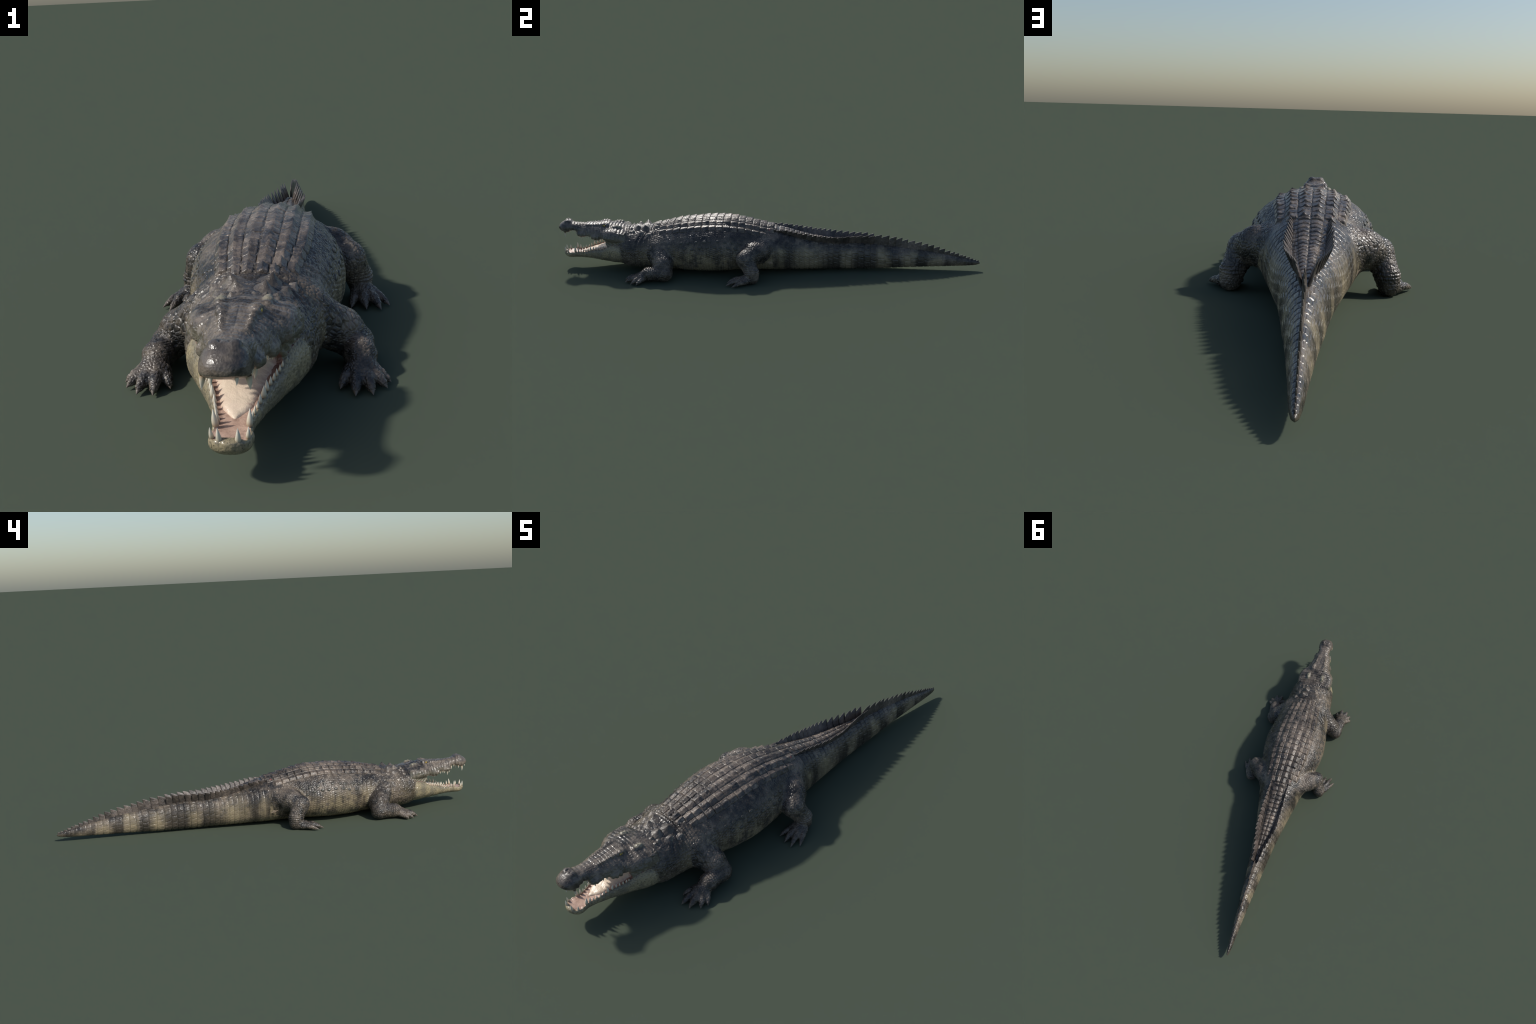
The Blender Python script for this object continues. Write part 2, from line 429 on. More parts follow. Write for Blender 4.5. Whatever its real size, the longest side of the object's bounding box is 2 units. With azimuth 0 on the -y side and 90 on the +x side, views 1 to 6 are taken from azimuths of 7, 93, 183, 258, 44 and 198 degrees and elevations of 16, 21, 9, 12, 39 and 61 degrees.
class Mat:
    """tiny helper for writing node materials"""
    def __init__(s, name):
        s.m = bpy.data.materials.new(name); s.m.use_nodes = True
        s.t = s.m.node_tree; s.n = s.t.nodes; s.b = s.n['Principled BSDF']
        s.co = s.n.new('ShaderNodeTexCoord').outputs['Object']
        sp = s.n.new('ShaderNodeSeparateXYZ'); s.link(s.co, sp.inputs[0])
        s.x, s.y, s.z = sp.outputs
    def link(s, a, b):
        s.t.links.new(a, b)
    def put(s, v, sock):
        if hasattr(v, 'is_output'): s.link(v, sock)
        else: sock.default_value = v
    def math(s, op, a, b=0.0, c=0.0, clamp=False):
        n = s.n.new('ShaderNodeMath'); n.operation = op; n.use_clamp = clamp
        for v, k in zip((a, b, c), n.inputs): s.put(v, k)
        return n.outputs[0]
    def noise(s, scale, detail=3, rough=.55, vec=None, out=0, dist=0.0):
        n = s.n.new('ShaderNodeTexNoise'); s.link(vec or s.co, n.inputs['Vector'])
        n.inputs['Scale'].default_value = scale; n.inputs['Detail'].default_value = detail
        n.inputs['Roughness'].default_value = rough; n.inputs['Distortion'].default_value = dist
        return n.outputs[out]
    def voronoi(s, scale, feature='F1', vec=None, out=0):
        n = s.n.new('ShaderNodeTexVoronoi'); n.feature = feature; s.link(vec or s.co, n.inputs['Vector'])
        n.inputs['Scale'].default_value = scale
        return n.outputs[out]
    def scaled(s, v):
        n = s.n.new('ShaderNodeMapping'); s.link(s.co, n.inputs[0]); n.inputs['Scale'].default_value = v
        return n.outputs[0]
    def ramp(s, f, stops, interp='LINEAR'):
        n = s.n.new('ShaderNodeValToRGB'); s.put(f, n.inputs[0]); r = n.color_ramp; r.interpolation = interp
        while len(r.elements) < len(stops): r.elements.new(.5)
        for e, (p, c) in zip(r.elements, stops):
            e.position = p; e.color = c if isinstance(c, tuple) else (c, c, c, 1)
        return n.outputs[0]
    def range(s, v, a, b, c=0.0, d=1.0):
        n = s.n.new('ShaderNodeMapRange'); s.put(v, n.inputs[0])
        for k, q in zip((1, 2, 3, 4), (a, b, c, d)): n.inputs[k].default_value = q
        n.interpolation_type = 'SMOOTHSTEP'
        return n.outputs[0]
    def mix(s, f, a, b, blend='MIX'):
        n = s.n.new('ShaderNodeMix'); n.data_type = 'RGBA'; n.blend_type = blend
        s.put(f, n.inputs[0]); s.put(a, n.inputs[6]); s.put(b, n.inputs[7])
        return n.outputs[2]
    def bump(s, h, strength, dist, prev=None):
        n = s.n.new('ShaderNodeBump'); s.link(h, n.inputs['Height'])
        n.inputs['Strength'].default_value = strength; n.inputs['Distance'].default_value = dist
        if prev: s.link(prev, n.inputs['Normal'])
        return n.outputs[0]
    def done(s, colour, rough, normal=None, spec=.5):
        s.put(colour, s.b.inputs['Base Color']); s.put(rough, s.b.inputs['Roughness'])
        s.b.inputs['Specular IOR Level'].default_value = spec
        if normal: s.link(normal, s.b.inputs['Normal'])
        return s.m

DARK, BROWN, TAUPE = (.034, .032, .030, 1), (.095, .077, .060, 1), (.178, .144, .108, 1)
CREAM, OLIVE = (.330, .275, .170, 1), (.175, .165, .120, 1)

def hide_base(M, light=0.0):
    """mottled grey-brown hide"""
    n1 = M.noise(14, 5, .6)
    n2 = M.noise(55, 4, .6)
    c = M.mix(M.range(n1, .38, .64), DARK, BROWN)
    c = M.mix(M.math('MULTIPLY', M.range(n2, .45, .68), .6), c, TAUPE)
    big = M.range(M.noise(7.5, 4, .62), .36, .62, .52, 1.50)
    return M.mix(1.0, c, big, 'MULTIPLY')

def tile_lines(M, per_m):
    v = M.voronoi(per_m, 'DISTANCE_TO_EDGE')
    return M.range(v, .0, .12)

def marks(M, c):
    """a small raw red nick beside each crest row and a pale scratched patch behind each thigh"""
    def near(cx, cy, cz, rx, ry, rz):
        q = 0.0
        for v, o, r in ((M.math('ABSOLUTE', M.x), cx, rx), (M.y, cy, ry), (M.z, cz, rz)):
            d = M.math('DIVIDE', M.math('SUBTRACT', v, o), r)
            q = M.math('ADD', q, M.math('MULTIPLY', d, d))
        return q
    c = M.mix(M.math('MULTIPLY', M.range(near(.057, .006, .207, .008, .006, .005), 1.1, .6), .6), c, (.34, .075, .06, 1))
    # the scratch slants: shear y by z
    sl = M.math('ADD', M.y, M.math('MULTIPLY', M.math('SUBTRACT', M.z, .068), .9))
    a = M.range(M.math('ABSOLUTE', M.math('SUBTRACT', sl, .010)), .012, .010)
    b = M.range(M.math('ABSOLUTE', M.math('SUBTRACT', M.z, .068)), .0075, .0065)
    st = M.range(M.math('SINE', M.math('MULTIPLY', M.math('ADD', M.z, M.math('MULTIPLY', M.y, .4)), 1700)), -.3, .4)
    return M.mix(M.math('MULTIPLY', M.math('MULTIPLY', a, b), .85), c, M.mix(st, (.22, .13, .10, 1), (.50, .43, .32, 1)))

def skin_trunk(name, tail):
    M = Mat(name)
    c = hide_base(M)
    ay = M.math('ABSOLUTE', M.x)
    blot = M.noise(9 if not tail else 11, 4, .6)
    wob = M.math('ADD', M.z, M.math('MULTIPLY', M.math('SUBTRACT', blot, .5), .16))
    # every tile has its own shade
    fl = M.n.new('ShaderNodeVectorMath'); fl.operation = 'FLOOR'; M.link(M.scaled((4, 80, 83) if not tail else (4, 36, 55)), fl.inputs[0])
    wn = M.n.new('ShaderNodeTexWhiteNoise'); wn.noise_dimensions = '3D'; M.link(fl.outputs[0], wn.inputs[0])
    tile = wn.outputs[0]
    if tail:
        # pale saddles between dark bands: stops along the tail, 0..1 over y = 0..1
        yy = M.math('ADD', M.y, M.math('MULTIPLY', M.math('SUBTRACT', M.noise(24, 3), .5), .035))
        bands = [(0, .5), (.035, .5), (.055, .95), (.085, .05), (.105, .05), (.14, .75), (.205, 1.), (.25, .35), (.29, .1), (.335, .0), (.355, .6), (.375, .85), (.39, .6),
                 (.41, .05), (.455, .0), (.50, .1), (.525, .9), (.56, 1.), (.585, .05), (.62, .0), (.64, .9), (.69, .9), (.705, .0), (.745, .05),
                 (.77, .9), (.82, .9), (.835, .0), (.86, .1), (.89, .7), (.93, .2), (.96, .0), (.99, .5)]
        band = M.ramp(yy, bands)
        top = M.ramp(M.y, [(0, .135), (.2, .125), (.4, .110), (.55, .098), (.7, .080), (.85, .060), (1, .045)])
        d = M.math('SUBTRACT', top, wob)
        zone = M.range(d, -.025, .035)
        c = M.mix(M.math('MULTIPLY', M.math('MULTIPLY', zone, M.range(band, .45, .0)), .8), c, (.034, .029, .025, 1))
        pale = M.math('MULTIPLY', zone, M.math('ADD', M.math('MULTIPLY', band, .95), .04))
        pale = M.math('MULTIPLY', pale, M.range(tile, 0., 1., .72, 1.08))
        pale = M.math('MULTIPLY', pale, M.range(M.noise(40, 3), .25, .6, .6, 1.))
        pale = M.math('MULTIPLY', pale, M.range(M.y, .03, .065, .25, 1.))
        low = M.range(M.math('ADD', M.z, M.math('MULTIPLY', M.math('SUBTRACT', M.noise(30, 3), .5), .03)), .05, .012)
        pale = M.math('MAXIMUM', pale, M.math('MULTIPLY', M.math('MULTIPLY', low, .85), M.range(M.y, .10, .04)))
    else:
        pale = M.range(wob, .195, .06)
        blotch = M.range(M.noise(15, 4, .6, M.scaled((1, 1.3, .8))), .52, .63)
        c = M.mix(M.math('MULTIPLY', blotch, .5), c, (.036, .031, .027, 1))
        patch = M.range(M.math('ADD', M.noise(13, 4, .6, M.scaled((1, 1.5, .7))), M.math('MULTIPLY', M.math('SUBTRACT', tile, .5), .14)),   .40, .60)
        pale = M.math('MULTIPLY', pale, M.math('ADD', M.math('MULTIPLY', patch, .88), .10))
        belly = M.range(M.math('ADD', M.z, M.math('MULTIPLY', M.math('SUBTRACT', M.noise(30, 3), .5), .03)), .05, .012)
        pale = M.math('MAXIMUM', pale, M.math('MULTIPLY', belly, .85))
        pale = M.math('MULTIPLY', pale, M.range(M.y, -.68, -.50, .30, 1.))
    pale = M.math('MULTIPLY', pale, .9)
    c = M.mix(pale, c, M.mix(M.noise(70, 3), CREAM, (.24, .19, .125, 1)))
    c = marks(M, c)
    fine = M.noise(260, 3, .6)
    c = M.mix(.35, c, M.mix(fine, (.6, .6, .6, 1), (1.35, 1.35, 1.35, 1)), 'MULTIPLY')
    v = M.voronoi(150, 'F1')
    nb = M.bump(v, .35 if not tail else .22, .003)
    nb = M.bump(M.noise(300, 4), .4, .0012, nb)
    rough = M.range(M.noise(60, 3), .3, .7, .18, .40)
    return M.done(c, rough, nb, .5)

def skin_limb(name):
    M = Mat(name)
    c = hide_base(M)
    c = M.mix(M.math('MULTIPLY', M.range(M.noise(30, 4), .5, .7), .35), c, (.21, .175, .145, 1))
    under = M.range(M.math('ADD', M.z, M.math('MULTIPLY', M.noise(35, 3), .03)), .07, .02, 0, .0)
    v = M.voronoi(170, 'F1')
    nb = M.bump(v, .25, .003)
    nb = M.bump(M.noise(300, 4), .4, .0012, nb)
    fine = M.noise(260, 3, .6)
    c = M.mix(.35, c, M.mix(fine, (.6, .6, .6, 1), (1.35, 1.35, 1.35, 1)), 'MULTIPLY')
    return M.done(c, M.range(M.noise(60, 3), .3, .7, .18, .40), nb, .5)

def skin_head(name, jaw):
    M = Mat(name)
    c = hide_base(M)
    if jaw:
        spots = M.noise(160, 4, .65)
        pale = M.mix(M.range(M.noise(24, 4), .36, .60), CREAM, (.195, .170, .120, 1))
        c2 = M.mix(M.math('MULTIPLY', M.range(spots, .50, .64), .7), pale, (.10, .09, .065, 1))
        pit = M.range(M.voronoi(105, 'F1'), .20, .12)
        c2 = M.mix(M.math('MULTIPLY', M.math('MULTIPLY', pit, M.range(M.y, -.88, -.93)), .85), c2, (.035, .03, .022, 1))
        c = M.mix(M.range(M.math('ADD', M.y, M.math('MULTIPLY', M.noise(40, 3), .02)), -.665, -.690), c, c2)
    else:
        lip = M.math('ADD', M.z, M.math('MULTIPLY', M.math('SUBTRACT', M.noise(35, 4), .5), .05))
        c = M.mix(M.math('MULTIPLY', M.range(lip, .195, .160), .6), c, OLIVE)
        c = M.mix(M.math('MULTIPLY', M.range(M.noise(45, 4), .42, .66), .65), c, (.215, .178, .142, 1))
        ear = M.math('ADD', M.math('POWER', M.math('DIVIDE', M.math('SUBTRACT', M.math('ABSOLUTE', M.x), .041), .011), 2.0), M.math('POWER', M.math('ABSOLUTE', M.math('DIVIDE', M.math('ADD', M.y, .708), .022)), 2.0))
        c = M.mix(M.math('MULTIPLY', M.range(ear, 1.2, .3), .7), c, (.30, .27, .19, 1))
        fore = M.math('MULTIPLY', M.range(M.y, -.93, -.97), M.range(M.noise(18, 2), .35, .65, .3, .8))
        c = M.mix(M.math('MULTIPLY', fore, M.range(M.z, .195, .205)), c, (.062, .055, .052, 1))
    v = M.voronoi(230, 'F1', M.scaled((1, .6, 1)))
    nb = M.bump(v, .3, .002)
    nb = M.bump(M.noise(300, 4), .4, .0012, nb)
    fine = M.noise(300, 3, .6)
    c = M.mix(.4, c, M.mix(fine, (.6, .6, .6, 1), (1.35, 1.35, 1.35, 1)), 'MULTIPLY')
    return M.done(c, M.range(M.noise(60, 3), .3, .7, .18, .40), nb, .5)

def flesh(name, tongue):
    M = Mat(name)
    n = M.noise(30, 4, .6)
    if tongue:
        c = M.mix(n, (.76, .60, .48, 1), (.82, .70, .52, 1))
        half = M.math('ADD', .027, M.math('MULTIPLY', M.math('ADD', M.y, .88), .26))
        edge = M.math('SUBTRACT', M.math('ABSOLUTE', M.x), half)
        edge = M.math('ADD', edge, M.math('MULTIPLY', M.math('SUBTRACT', M.noise(70, 4, .65, M.scaled((.25, 2.2, 1))), .5), .030))
        c = M.mix(M.math('MULTIPLY', M.range(edge, -.016, .004), .75), c, (.46, .25, .19, 1))
    else:
        c = M.mix(n, (.46, .29, .22, 1), (.62, .45, .35, 1))
        c = M.mix(M.math('MULTIPLY', M.range(M.noise(65, 5, .65), .45, .7), .65), c, (.24, .145, .11, 1))
        gum = M.math('SUBTRACT', M.math('ABSOLUTE', M.x), M.math('MULTIPLY', M.math('ADD', .033, M.math('MULTIPLY', M.math('ADD', M.y, .9), .34)), .72))
        gum = M.math('MULTIPLY', M.range(gum, -.008, .004), M.range(M.y, -.93, -.89))
        c = M.mix(M.math('MULTIPLY', gum, .75), c, (.20, .105, .08, 1))
        c = M.mix(M.range(M.y, -.80, -.75), c, (.17, .075, .06, 1))
    nb = M.bump(M.noise(90, 4, .6), .5, .004)
    return M.done(c, .28, nb, .5)

def membrane(name):
    M = Mat(name)
    n = M.noise(70, 4, .6)
    c = M.mix(n, (.10, .092, .070, 1), (.25, .22, .15, 1))
    nb = M.bump(M.noise(160, 4, .6), .5, .002)
    return M.done(c, .42, nb, .5)

def scute_mat(name, c0, c1, c2, rough=.27):
    M = Mat(name)
    n = M.noise(20, 5, .62)
    c = M.mix(M.range(n, .36, .62), c0, c1)
    c = M.mix(M.math('MULTIPLY', M.range(M.noise(75, 4, .6), .48, .68), .8), c, c2)
    c = marks(M, c) if name.startswith('back') else c
    rnd = M.n.new('ShaderNodeObjectInfo').outputs['Random']
    c = M.mix(1.0, c, M.ramp(rnd, [(0, .58), (.5, .95), (1, 1.3)]), 'MULTIPLY')
    big = M.range(M.noise(7, 4, .6), .34, .64, .72, 1.35)
    c = M.mix(1.0, c, big, 'MULTIPLY')
    nb = M.bump(M.noise(110, 4, .6), .6, .004)
    nb = M.bump(M.noise(60, 3, .6, M.scaled((1, .4, 1))), .4, .005, nb)
    nb = M.bump(M.noise(380, 3), .35, .001, nb)
    return M.done(c, M.range(M.noise(80, 3), .3, .7, rough - .08, rough + .14), nb, .55)

MAT = dict(
    torso=skin_trunk('torso_hide', False), tail=skin_trunk('banded_tail_hide', True), limb=skin_limb('limb_hide'),
    head=skin_head('head_hide', False), jaw=skin_head('pale_jaw_hide', True), flesh=flesh('mouth_flesh', False),
    tongue=flesh('tongue_flesh', True), membrane=membrane('cheek_membrane_skin'),
    scute=scute_mat('back_scute_horn', (.040, .035, .031, 1), (.122, .096, .074, 1), (.215, .170, .130, 1)),
    nuchal=scute_mat('neck_scute_horn', (.080, .070, .060, 1), (.145, .120, .096, 1), (.23, .195, .15, 1)),
    crest=scute_mat('tail_crest_horn', (.055, .047, .042, 1), (.095, .076, .064, 1), (.15, .12, .10, 1), .36))

def simple(name, c, rough, coat=0.0, vary=.25):
    M = Mat(name)
    n = M.noise(120, 3)
    col = M.mix(vary, c, M.mix(n, tuple(v * .5 for v in c[:3]) + (1,), tuple(min(1, v * 1.4) for v in c[:3]) + (1,)))
    m = M.done(col, rough, None, .5)
    M.b.inputs['Coat Weight'].default_value = coat
    return m

def tooth_mat():
    M = Mat('ivory_tooth')
    g = M.n.new('ShaderNodeTexCoord').outputs['Generated']
    sp = M.n.new('ShaderNodeSeparateXYZ'); M.link(g, sp.inputs[0])
    c = M.ramp(sp.outputs[2], [(0, (.34, .24, .15, 1)), (.3, (.62, .55, .42, 1)), (1, (.75, .72, .62, 1))])
    return M.done(c, .25, None, .5)

MAT['tooth'] = tooth_mat()
MAT['stud'] = simple('dark_flank_horn', (.060, .057, .046, 1), .36)
MAT['claw'] = simple('worn_claw_horn', (.13, .105, .085, 1), .4)

def eye_mat():
    M = Mat('golden_eye')
    g = M.n.new('ShaderNodeTexCoord').outputs['Generated']
    sp = M.n.new('ShaderNodeSeparateXYZ'); M.link(g, sp.inputs[0])
    # slit pupil on the outward face, standing upright
    d = M.math('ABSOLUTE', M.math('SUBTRACT', sp.outputs[1], .5))
    iris = M.mix(M.noise(300, 3), (.55, .33, .04, 1), (.75, .55, .10, 1))
    c = M.mix(M.range(d, .10, .06), iris, (.006, .006, .006, 1))
    m = M.done(c, .08, None, .5)
    M.b.inputs['Coat Weight'].default_value = 1.0
    return m
MAT['eye'] = eye_mat()

# ------------------------------------------------------------------ object tree
root = bpy.data.objects.new('crocodile', None)
bpy.context.scene.collection.objects.link(root)
root['label'] = 'large grey-brown crocodile standing with wide open toothy jaws'
root['category'] = 'crocodile'

def link(ob, parent):
    bpy.context.scene.collection.objects.link(ob)
    ob.parent = parent
    return ob

def mesh_object(name, verts, faces, mat, parent, smooth_=True):
    me = bpy.data.meshes.new(name)
    verts = np.asarray(verts, np.float32); faces = np.asarray(faces, np.int32)
    me.vertices.add(len(verts)); me.vertices.foreach_set('co', verts.ravel())
    k = faces.shape[1]
    me.loops.add(faces.size); me.loops.foreach_set('vertex_index', faces.ravel())
    me.polygons.add(len(faces)); me.polygons.foreach_set('loop_start', np.arange(0, faces.size, k, dtype=np.int32))
    me.update(calc_edges=True); me.validate()
    me.polygons.foreach_set('use_smooth', np.full(len(me.polygons), smooth_))
    me.materials.append(MAT[mat])
    return link(bpy.data.objects.new(name, me), parent)

# skin regions, by face
FC = V[Q].mean(1); FN = N[Q].mean(1)
lab = own[Q[:, 0]].copy()
fx, fy, fz = np.abs(FC[:, 0]), FC[:, 1], FC[:, 2]
side_r = FC[:, 0] > 0
R = np.full(len(Q), 'torso', dtype=object)
R[fy < -.535] = 'neck'
R[fy > .03] = 'tail'
R[lab == 1] = 'head'; R[(lab == 2)] = 'lower_jaw'; R[lab == 3] = 'cheek_membrane'
R[(lab <= 3) & (fy > -.672) & (fy < -.535)] = 'neck'
uw, lw = upper.w(fy), lower.w(fy)
mouth_low = (lab == 2) & (fx < lw * .84) & (fz > FLOOR(fy) - .012) & (FN[:, 2] > -.3) & (fy < -.70) & (fy > -.968 + .3 * np.maximum(fx - .012, 0))
mouth_up = (lab == 1) & (fx < uw * .86) & (FN[:, 2] < -.55) & (fy < -.70)
mouth_in = (lab == 3) & (fx < np.minimum(uw, lw) - .010) & (fy < -.725) & (fz > .075)
R[(lab == 3) & (fz > .163)] = 'head'
R[mouth_low | mouth_up | mouth_in] = 'mouth_lining'
for k, nm in ((4, 'forelimb'), (5, 'forefoot'), (6, 'hindlimb'), (7, 'hindfoot')):
    for r in (True, False):
        R[(lab == k) & (side_r == r)] = nm + ('+' if r else '-')

PART = {}
def cut(region, name, mat, parent):
    f = Q[R == region]
    if not len(f): return None
    ids, inv = np.unique(f, return_inverse=True)
    ob = mesh_object(name, V[ids], inv.reshape(f.shape), mat, parent)
    ob.data.normals_split_custom_set_from_vertices(N[ids].tolist())
    PART[region] = ob
    return ob

cut('torso', 'torso', 'torso', root); cut('neck', 'neck', 'torso', root); cut('tail', 'tail', 'tail', root)
cut('head', 'head', 'head', root); cut('lower_jaw', 'lower_jaw', 'jaw', root)
cut('cheek_membrane', 'cheek_membrane', 'membrane', PART['head']); cut('mouth_lining', 'mouth_lining', 'flesh', PART['head'])
for s in '+-':
    cut('forelimb' + s, 'forelimb', 'limb', root); cut('forefoot' + s, 'foot', 'limb', PART['forelimb' + s])
    cut('hindlimb' + s, 'hindlimb', 'limb', root); cut('hindfoot' + s, 'foot', 'limb', PART['hindlimb' + s])

# ------------------------------------------------------------------ armour plates
def frame(y, a):
    p = trunk.point(np.array([y]), np.array([a]))[0]
    dy = trunk.point(np.array([y + .004]), np.array([a]))[0] - trunk.point(np.array([y - .004]), np.array([a]))[0]
    da = trunk.point(np.array([y]), np.array([a + .02]))[0] - trunk.point(np.array([y]), np.array([a - .02]))[0]
    n = np.cross(dy, da); n /= np.linalg.norm(n)
    if n @ (p - np.array([0, y, trunk.sec(y)[3]])) < 0: n = -n
    return p, n

def angle_at(y, s):
    """section angle whose distance along the skin from the ridge is s"""
    a = np.linspace(0, math.pi, 160)
    P = trunk.point(np.full(160, y), a)
    L = np.concatenate([[0], np.cumsum(np.linalg.norm(np.diff(P, axis=0), axis=1))])
    return float(np.interp(abs(s), L, a)) * (1 if s >= 0 else -1)

def plate(y, s, ly, ls, h, keel, shape=4.0, n=11, lift=.0, back=.55, peak=False):
    """one keeled plate hugging the trunk: centre (y, s), half sizes ly, ls"""
    u = np.linspace(-1, 1, n); u = np.sign(u) * (1 - (1 - np.abs(u)) ** 1.9)
    top, low = [], []
    jy, js = rng.normal(0, .08, 2)
    sk = rng.normal(0, .06); kj = rng.normal(0, .10)
    for i in u:
        for j in u:
            # squircle footprint
            r = max(abs(i), abs(j)); q = (abs(i) ** shape + abs(j) ** shape) ** (1 / shape) if r else 1
            k = r / q if q else 1
            ii, jj = i * k * 1.0, j * k * 1.0
            yy = y + ly * (ii + jy * .4); ss = s + ls * (jj + js * .5 + sk * ii)
            a = angle_at(yy, ss)
            p, nn = frame(yy, a)
            edge = 1 - r ** 26
            slope = .75 + .25 * (ii * .5 + .5)                      # rises to the rear
            kk = (.5 * max(0, 1 - abs(jj - kj * .5) * 1.05) + .5 * max(0, 1 - abs(jj - kj * .5) * 2.8)) * (.45 + .55 * (ii * .5 + .5)) * sstep(1.02, back, ii)
            hh = (h * (.45 + .55 * slope) + keel * kk) * edge - .0030 * (1 - edge)
            if peak:                                                 # low swelling drawn up into a sharp horn
                dd = math.hypot((ii - .25) / (1.25 if ii < .25 else .75), jj)
                rise = sstep(-1.05, .40, ii) * sstep(1.0, .45, ii)
                hh = keel * (.55 * max(0, 1 - abs(jj)) ** 2.2 * rise ** 1.5 + .45 * max(0, 1 - dd) ** 2.4) + h * max(0, 1 - r ** 3) - .0018 * r ** 8
            top.append(p + nn * (hh + lift)); low.append(p - nn * .004)
    top = np.array(top)
    F = []
    for a in range(n - 1):
        for b in range(n - 1):
            F.append([a * n + b, a * n + b + 1, (a + 1) * n + b + 1, (a + 1) * n + b])
    F = np.array(F)
    c = top[F[0]]
    if np.cross(c[1] - c[0], c[2] - c[1]) @ frame(y, angle_at(y, s))[1] < 0: F = F[:, ::-1]
    return top, F

SPREAD = curve('-.60:.62 -.53:.74 -.45:.88 -.34:1 -.2:1 -.08:.93 .03:.86 .1:.8 .2:.66 .3:.52 .4:.36 .5:.2')
rows = RING_Y[1:18]
for i, y in enumerate(rows):
    sp = float(SPREAD(y))
    cols = [(.0190, .0189), (.0570, .0190), (.0935, .0176)]
    if i == 0: cols = [(.0195, .016), (.052, .014)]
    if i > 15: cols = cols[:2]
    for c, (s0, hw) in enumerate(cols):
        for sg in (1, -1):
            k = (.0088, .0098, .0095)[c] * (1.1 if i > 9 else .95) * rng.uniform(.75, 1.2)
            T, F = plate(y + rng.normal(0, .0007), sg * s0 * sp, .0179, hw * sp * rng.uniform(.985, 1.01), .0020, k, shape=12, back=.75, n=13)
            mesh_object('scute', T, F, 'scute', PART['torso'])

# two rows of plates between the tail's crest rows
for i, y in enumerate(CREST_Y[:17]):
    sp = float(SPREAD(y))
    ly = .5 * (CREST_Y[min(i + 1, 18)] - CREST_Y[max(i - 1, 0)]) * .5
    for sg in (1, -1):
        T, F = plate(y, sg * .0195 * sp, ly * 1.0, .0190 * sp, .0022, .0055 * (.35 + .65 * sp), n=9)
        mesh_object('scute', T, F, 'scute', PART['tail'])

# small separate studs along the flank
for y0, s0, cnt, st in ((-.40, .168, 9, .034), (-.38, .196, 8, .034)):
    for i in range(cnt):
        for sg in (1, -1):
            y = y0 + st * i + rng.normal(0, .003)
            T, F = plate(y, sg * (s0 * float(SPREAD(y)) + rng.normal(0, .002)), .0095 * rng.uniform(.8, 1.1), .0064, .0022, .0012, shape=2.2, n=9)
            mesh_object('flank_scute', T, F, 'stud', PART['torso'])

# neck shield: four big peaked plates, smaller ones in front and beside
for y, s, ly, ls, h, k in ((-.583, .036, .022, .026, .003, .016), (-.618, .026, .019, .021, .003, .013), (-.600, .068, .017, .015, .002, .007),
                           (-.648, .032, .009, .010, .002, .007), (-.650, .056, .009, .009, .002, .005), (-.636, .052, .008, .009, .002, .005),
                           (-.648, .010, .007, .008, .0015, .003), (-.648, .078, .008, .008, .0015, .004), (-.562, .082, .014, .011, .002, .005)):
    for sg in (1, -1):
        T, F = plate(y, sg * s, ly * 1.2, ls * 1.1, h * .7, k * 1.2, shape=2.3, n=17, peak=True)
        mesh_object('neck_scute', T, F, 'nuchal', PART['neck'])

# ------------------------------------------------------------------ crest blades of the tail
def blade(base, tip_z, length, thick, lean, splay):
    """fin-shaped scale: convex front edge sweeping up and back to a point, upright rear edge"""
    n, m = 11, 8
    h = tip_z - base[2]
    bow = rng.uniform(6.2, 8.2)
    verts = []
    for i in range(n + 1):
        v = 1 - (1 - i / n) ** 2
        f = -length * .60 + (length * 1.06 + lean) * v ** bow
        r = length * (.50 - .04 * math.sin(v * math.pi)) + lean * v
        f = min(f, r - length * .02)
        z = -.010 + (h + .010) * v
        half = [thick * (1 - v ** 2) ** .6 * math.sin(math.pi * (.07 + .80 * j / (m - 1))) ** .8 + .0003 for j in range(m)]
        yy = [f + (r - f) * j / (m - 1) for j in range(m)]
        verts += [(half[j], yy[j], z) for j in range(m)] + [(-half[j], yy[j], z) for j in range(m - 1, -1, -1)]
    V_ = np.array(verts)
    V_[:, 0] += splay * V_[:, 2]
    V_ += np.array(base)
    k = 2 * m
    F = [[i * k + j, i * k + (j + 1) % k, (i + 1) * k + (j + 1) % k, (i + 1) * k + j] for i in range(n) for j in range(k)]
    F += [[n * k + j, n * k + j + 1, n * k + k - 2 - j, n * k + k - 1 - j] for j in range(m - 1)]
    return V_, F

CREST_X = curve('.03:.046 .10:.042 .2:.040 .3:.035 .38:.024 .45:.011 .5:.007')
for i, y in enumerate(CREST_Y):
    gap = CREST_Y[min(i + 1, 18)] - CREST_Y[max(i - 1, 0)]
    gap = gap / (2 if 0 < i < 18 else 1)
    for sg in (1, -1):
        xx = float(CREST_X(y))
        a = angle_at(y, 0)
        # skin height at that x
        aa = np.linspace(0, 1.5, 200); P = trunk.point(np.full(200, y), aa)
        zb = float(np.interp(xx, P[:, 0], P[:, 2]))
        tip = max(float(CREST_TOP(y)), zb + .008) + rng.normal(0, .0008)
        v_, f_ = blade((sg * xx, y - gap * .55, zb), tip, gap * 1.10, .0034 + .0008 * sstep(.1, .4, y), gap * .12, sg * (.5 - .2 * sstep(.25, .5, y)) * rng.uniform(.92, 1.08))
        if sg < 0: pass
        mesh_object('crest_scute', v_, f_, 'crest', PART['tail'])
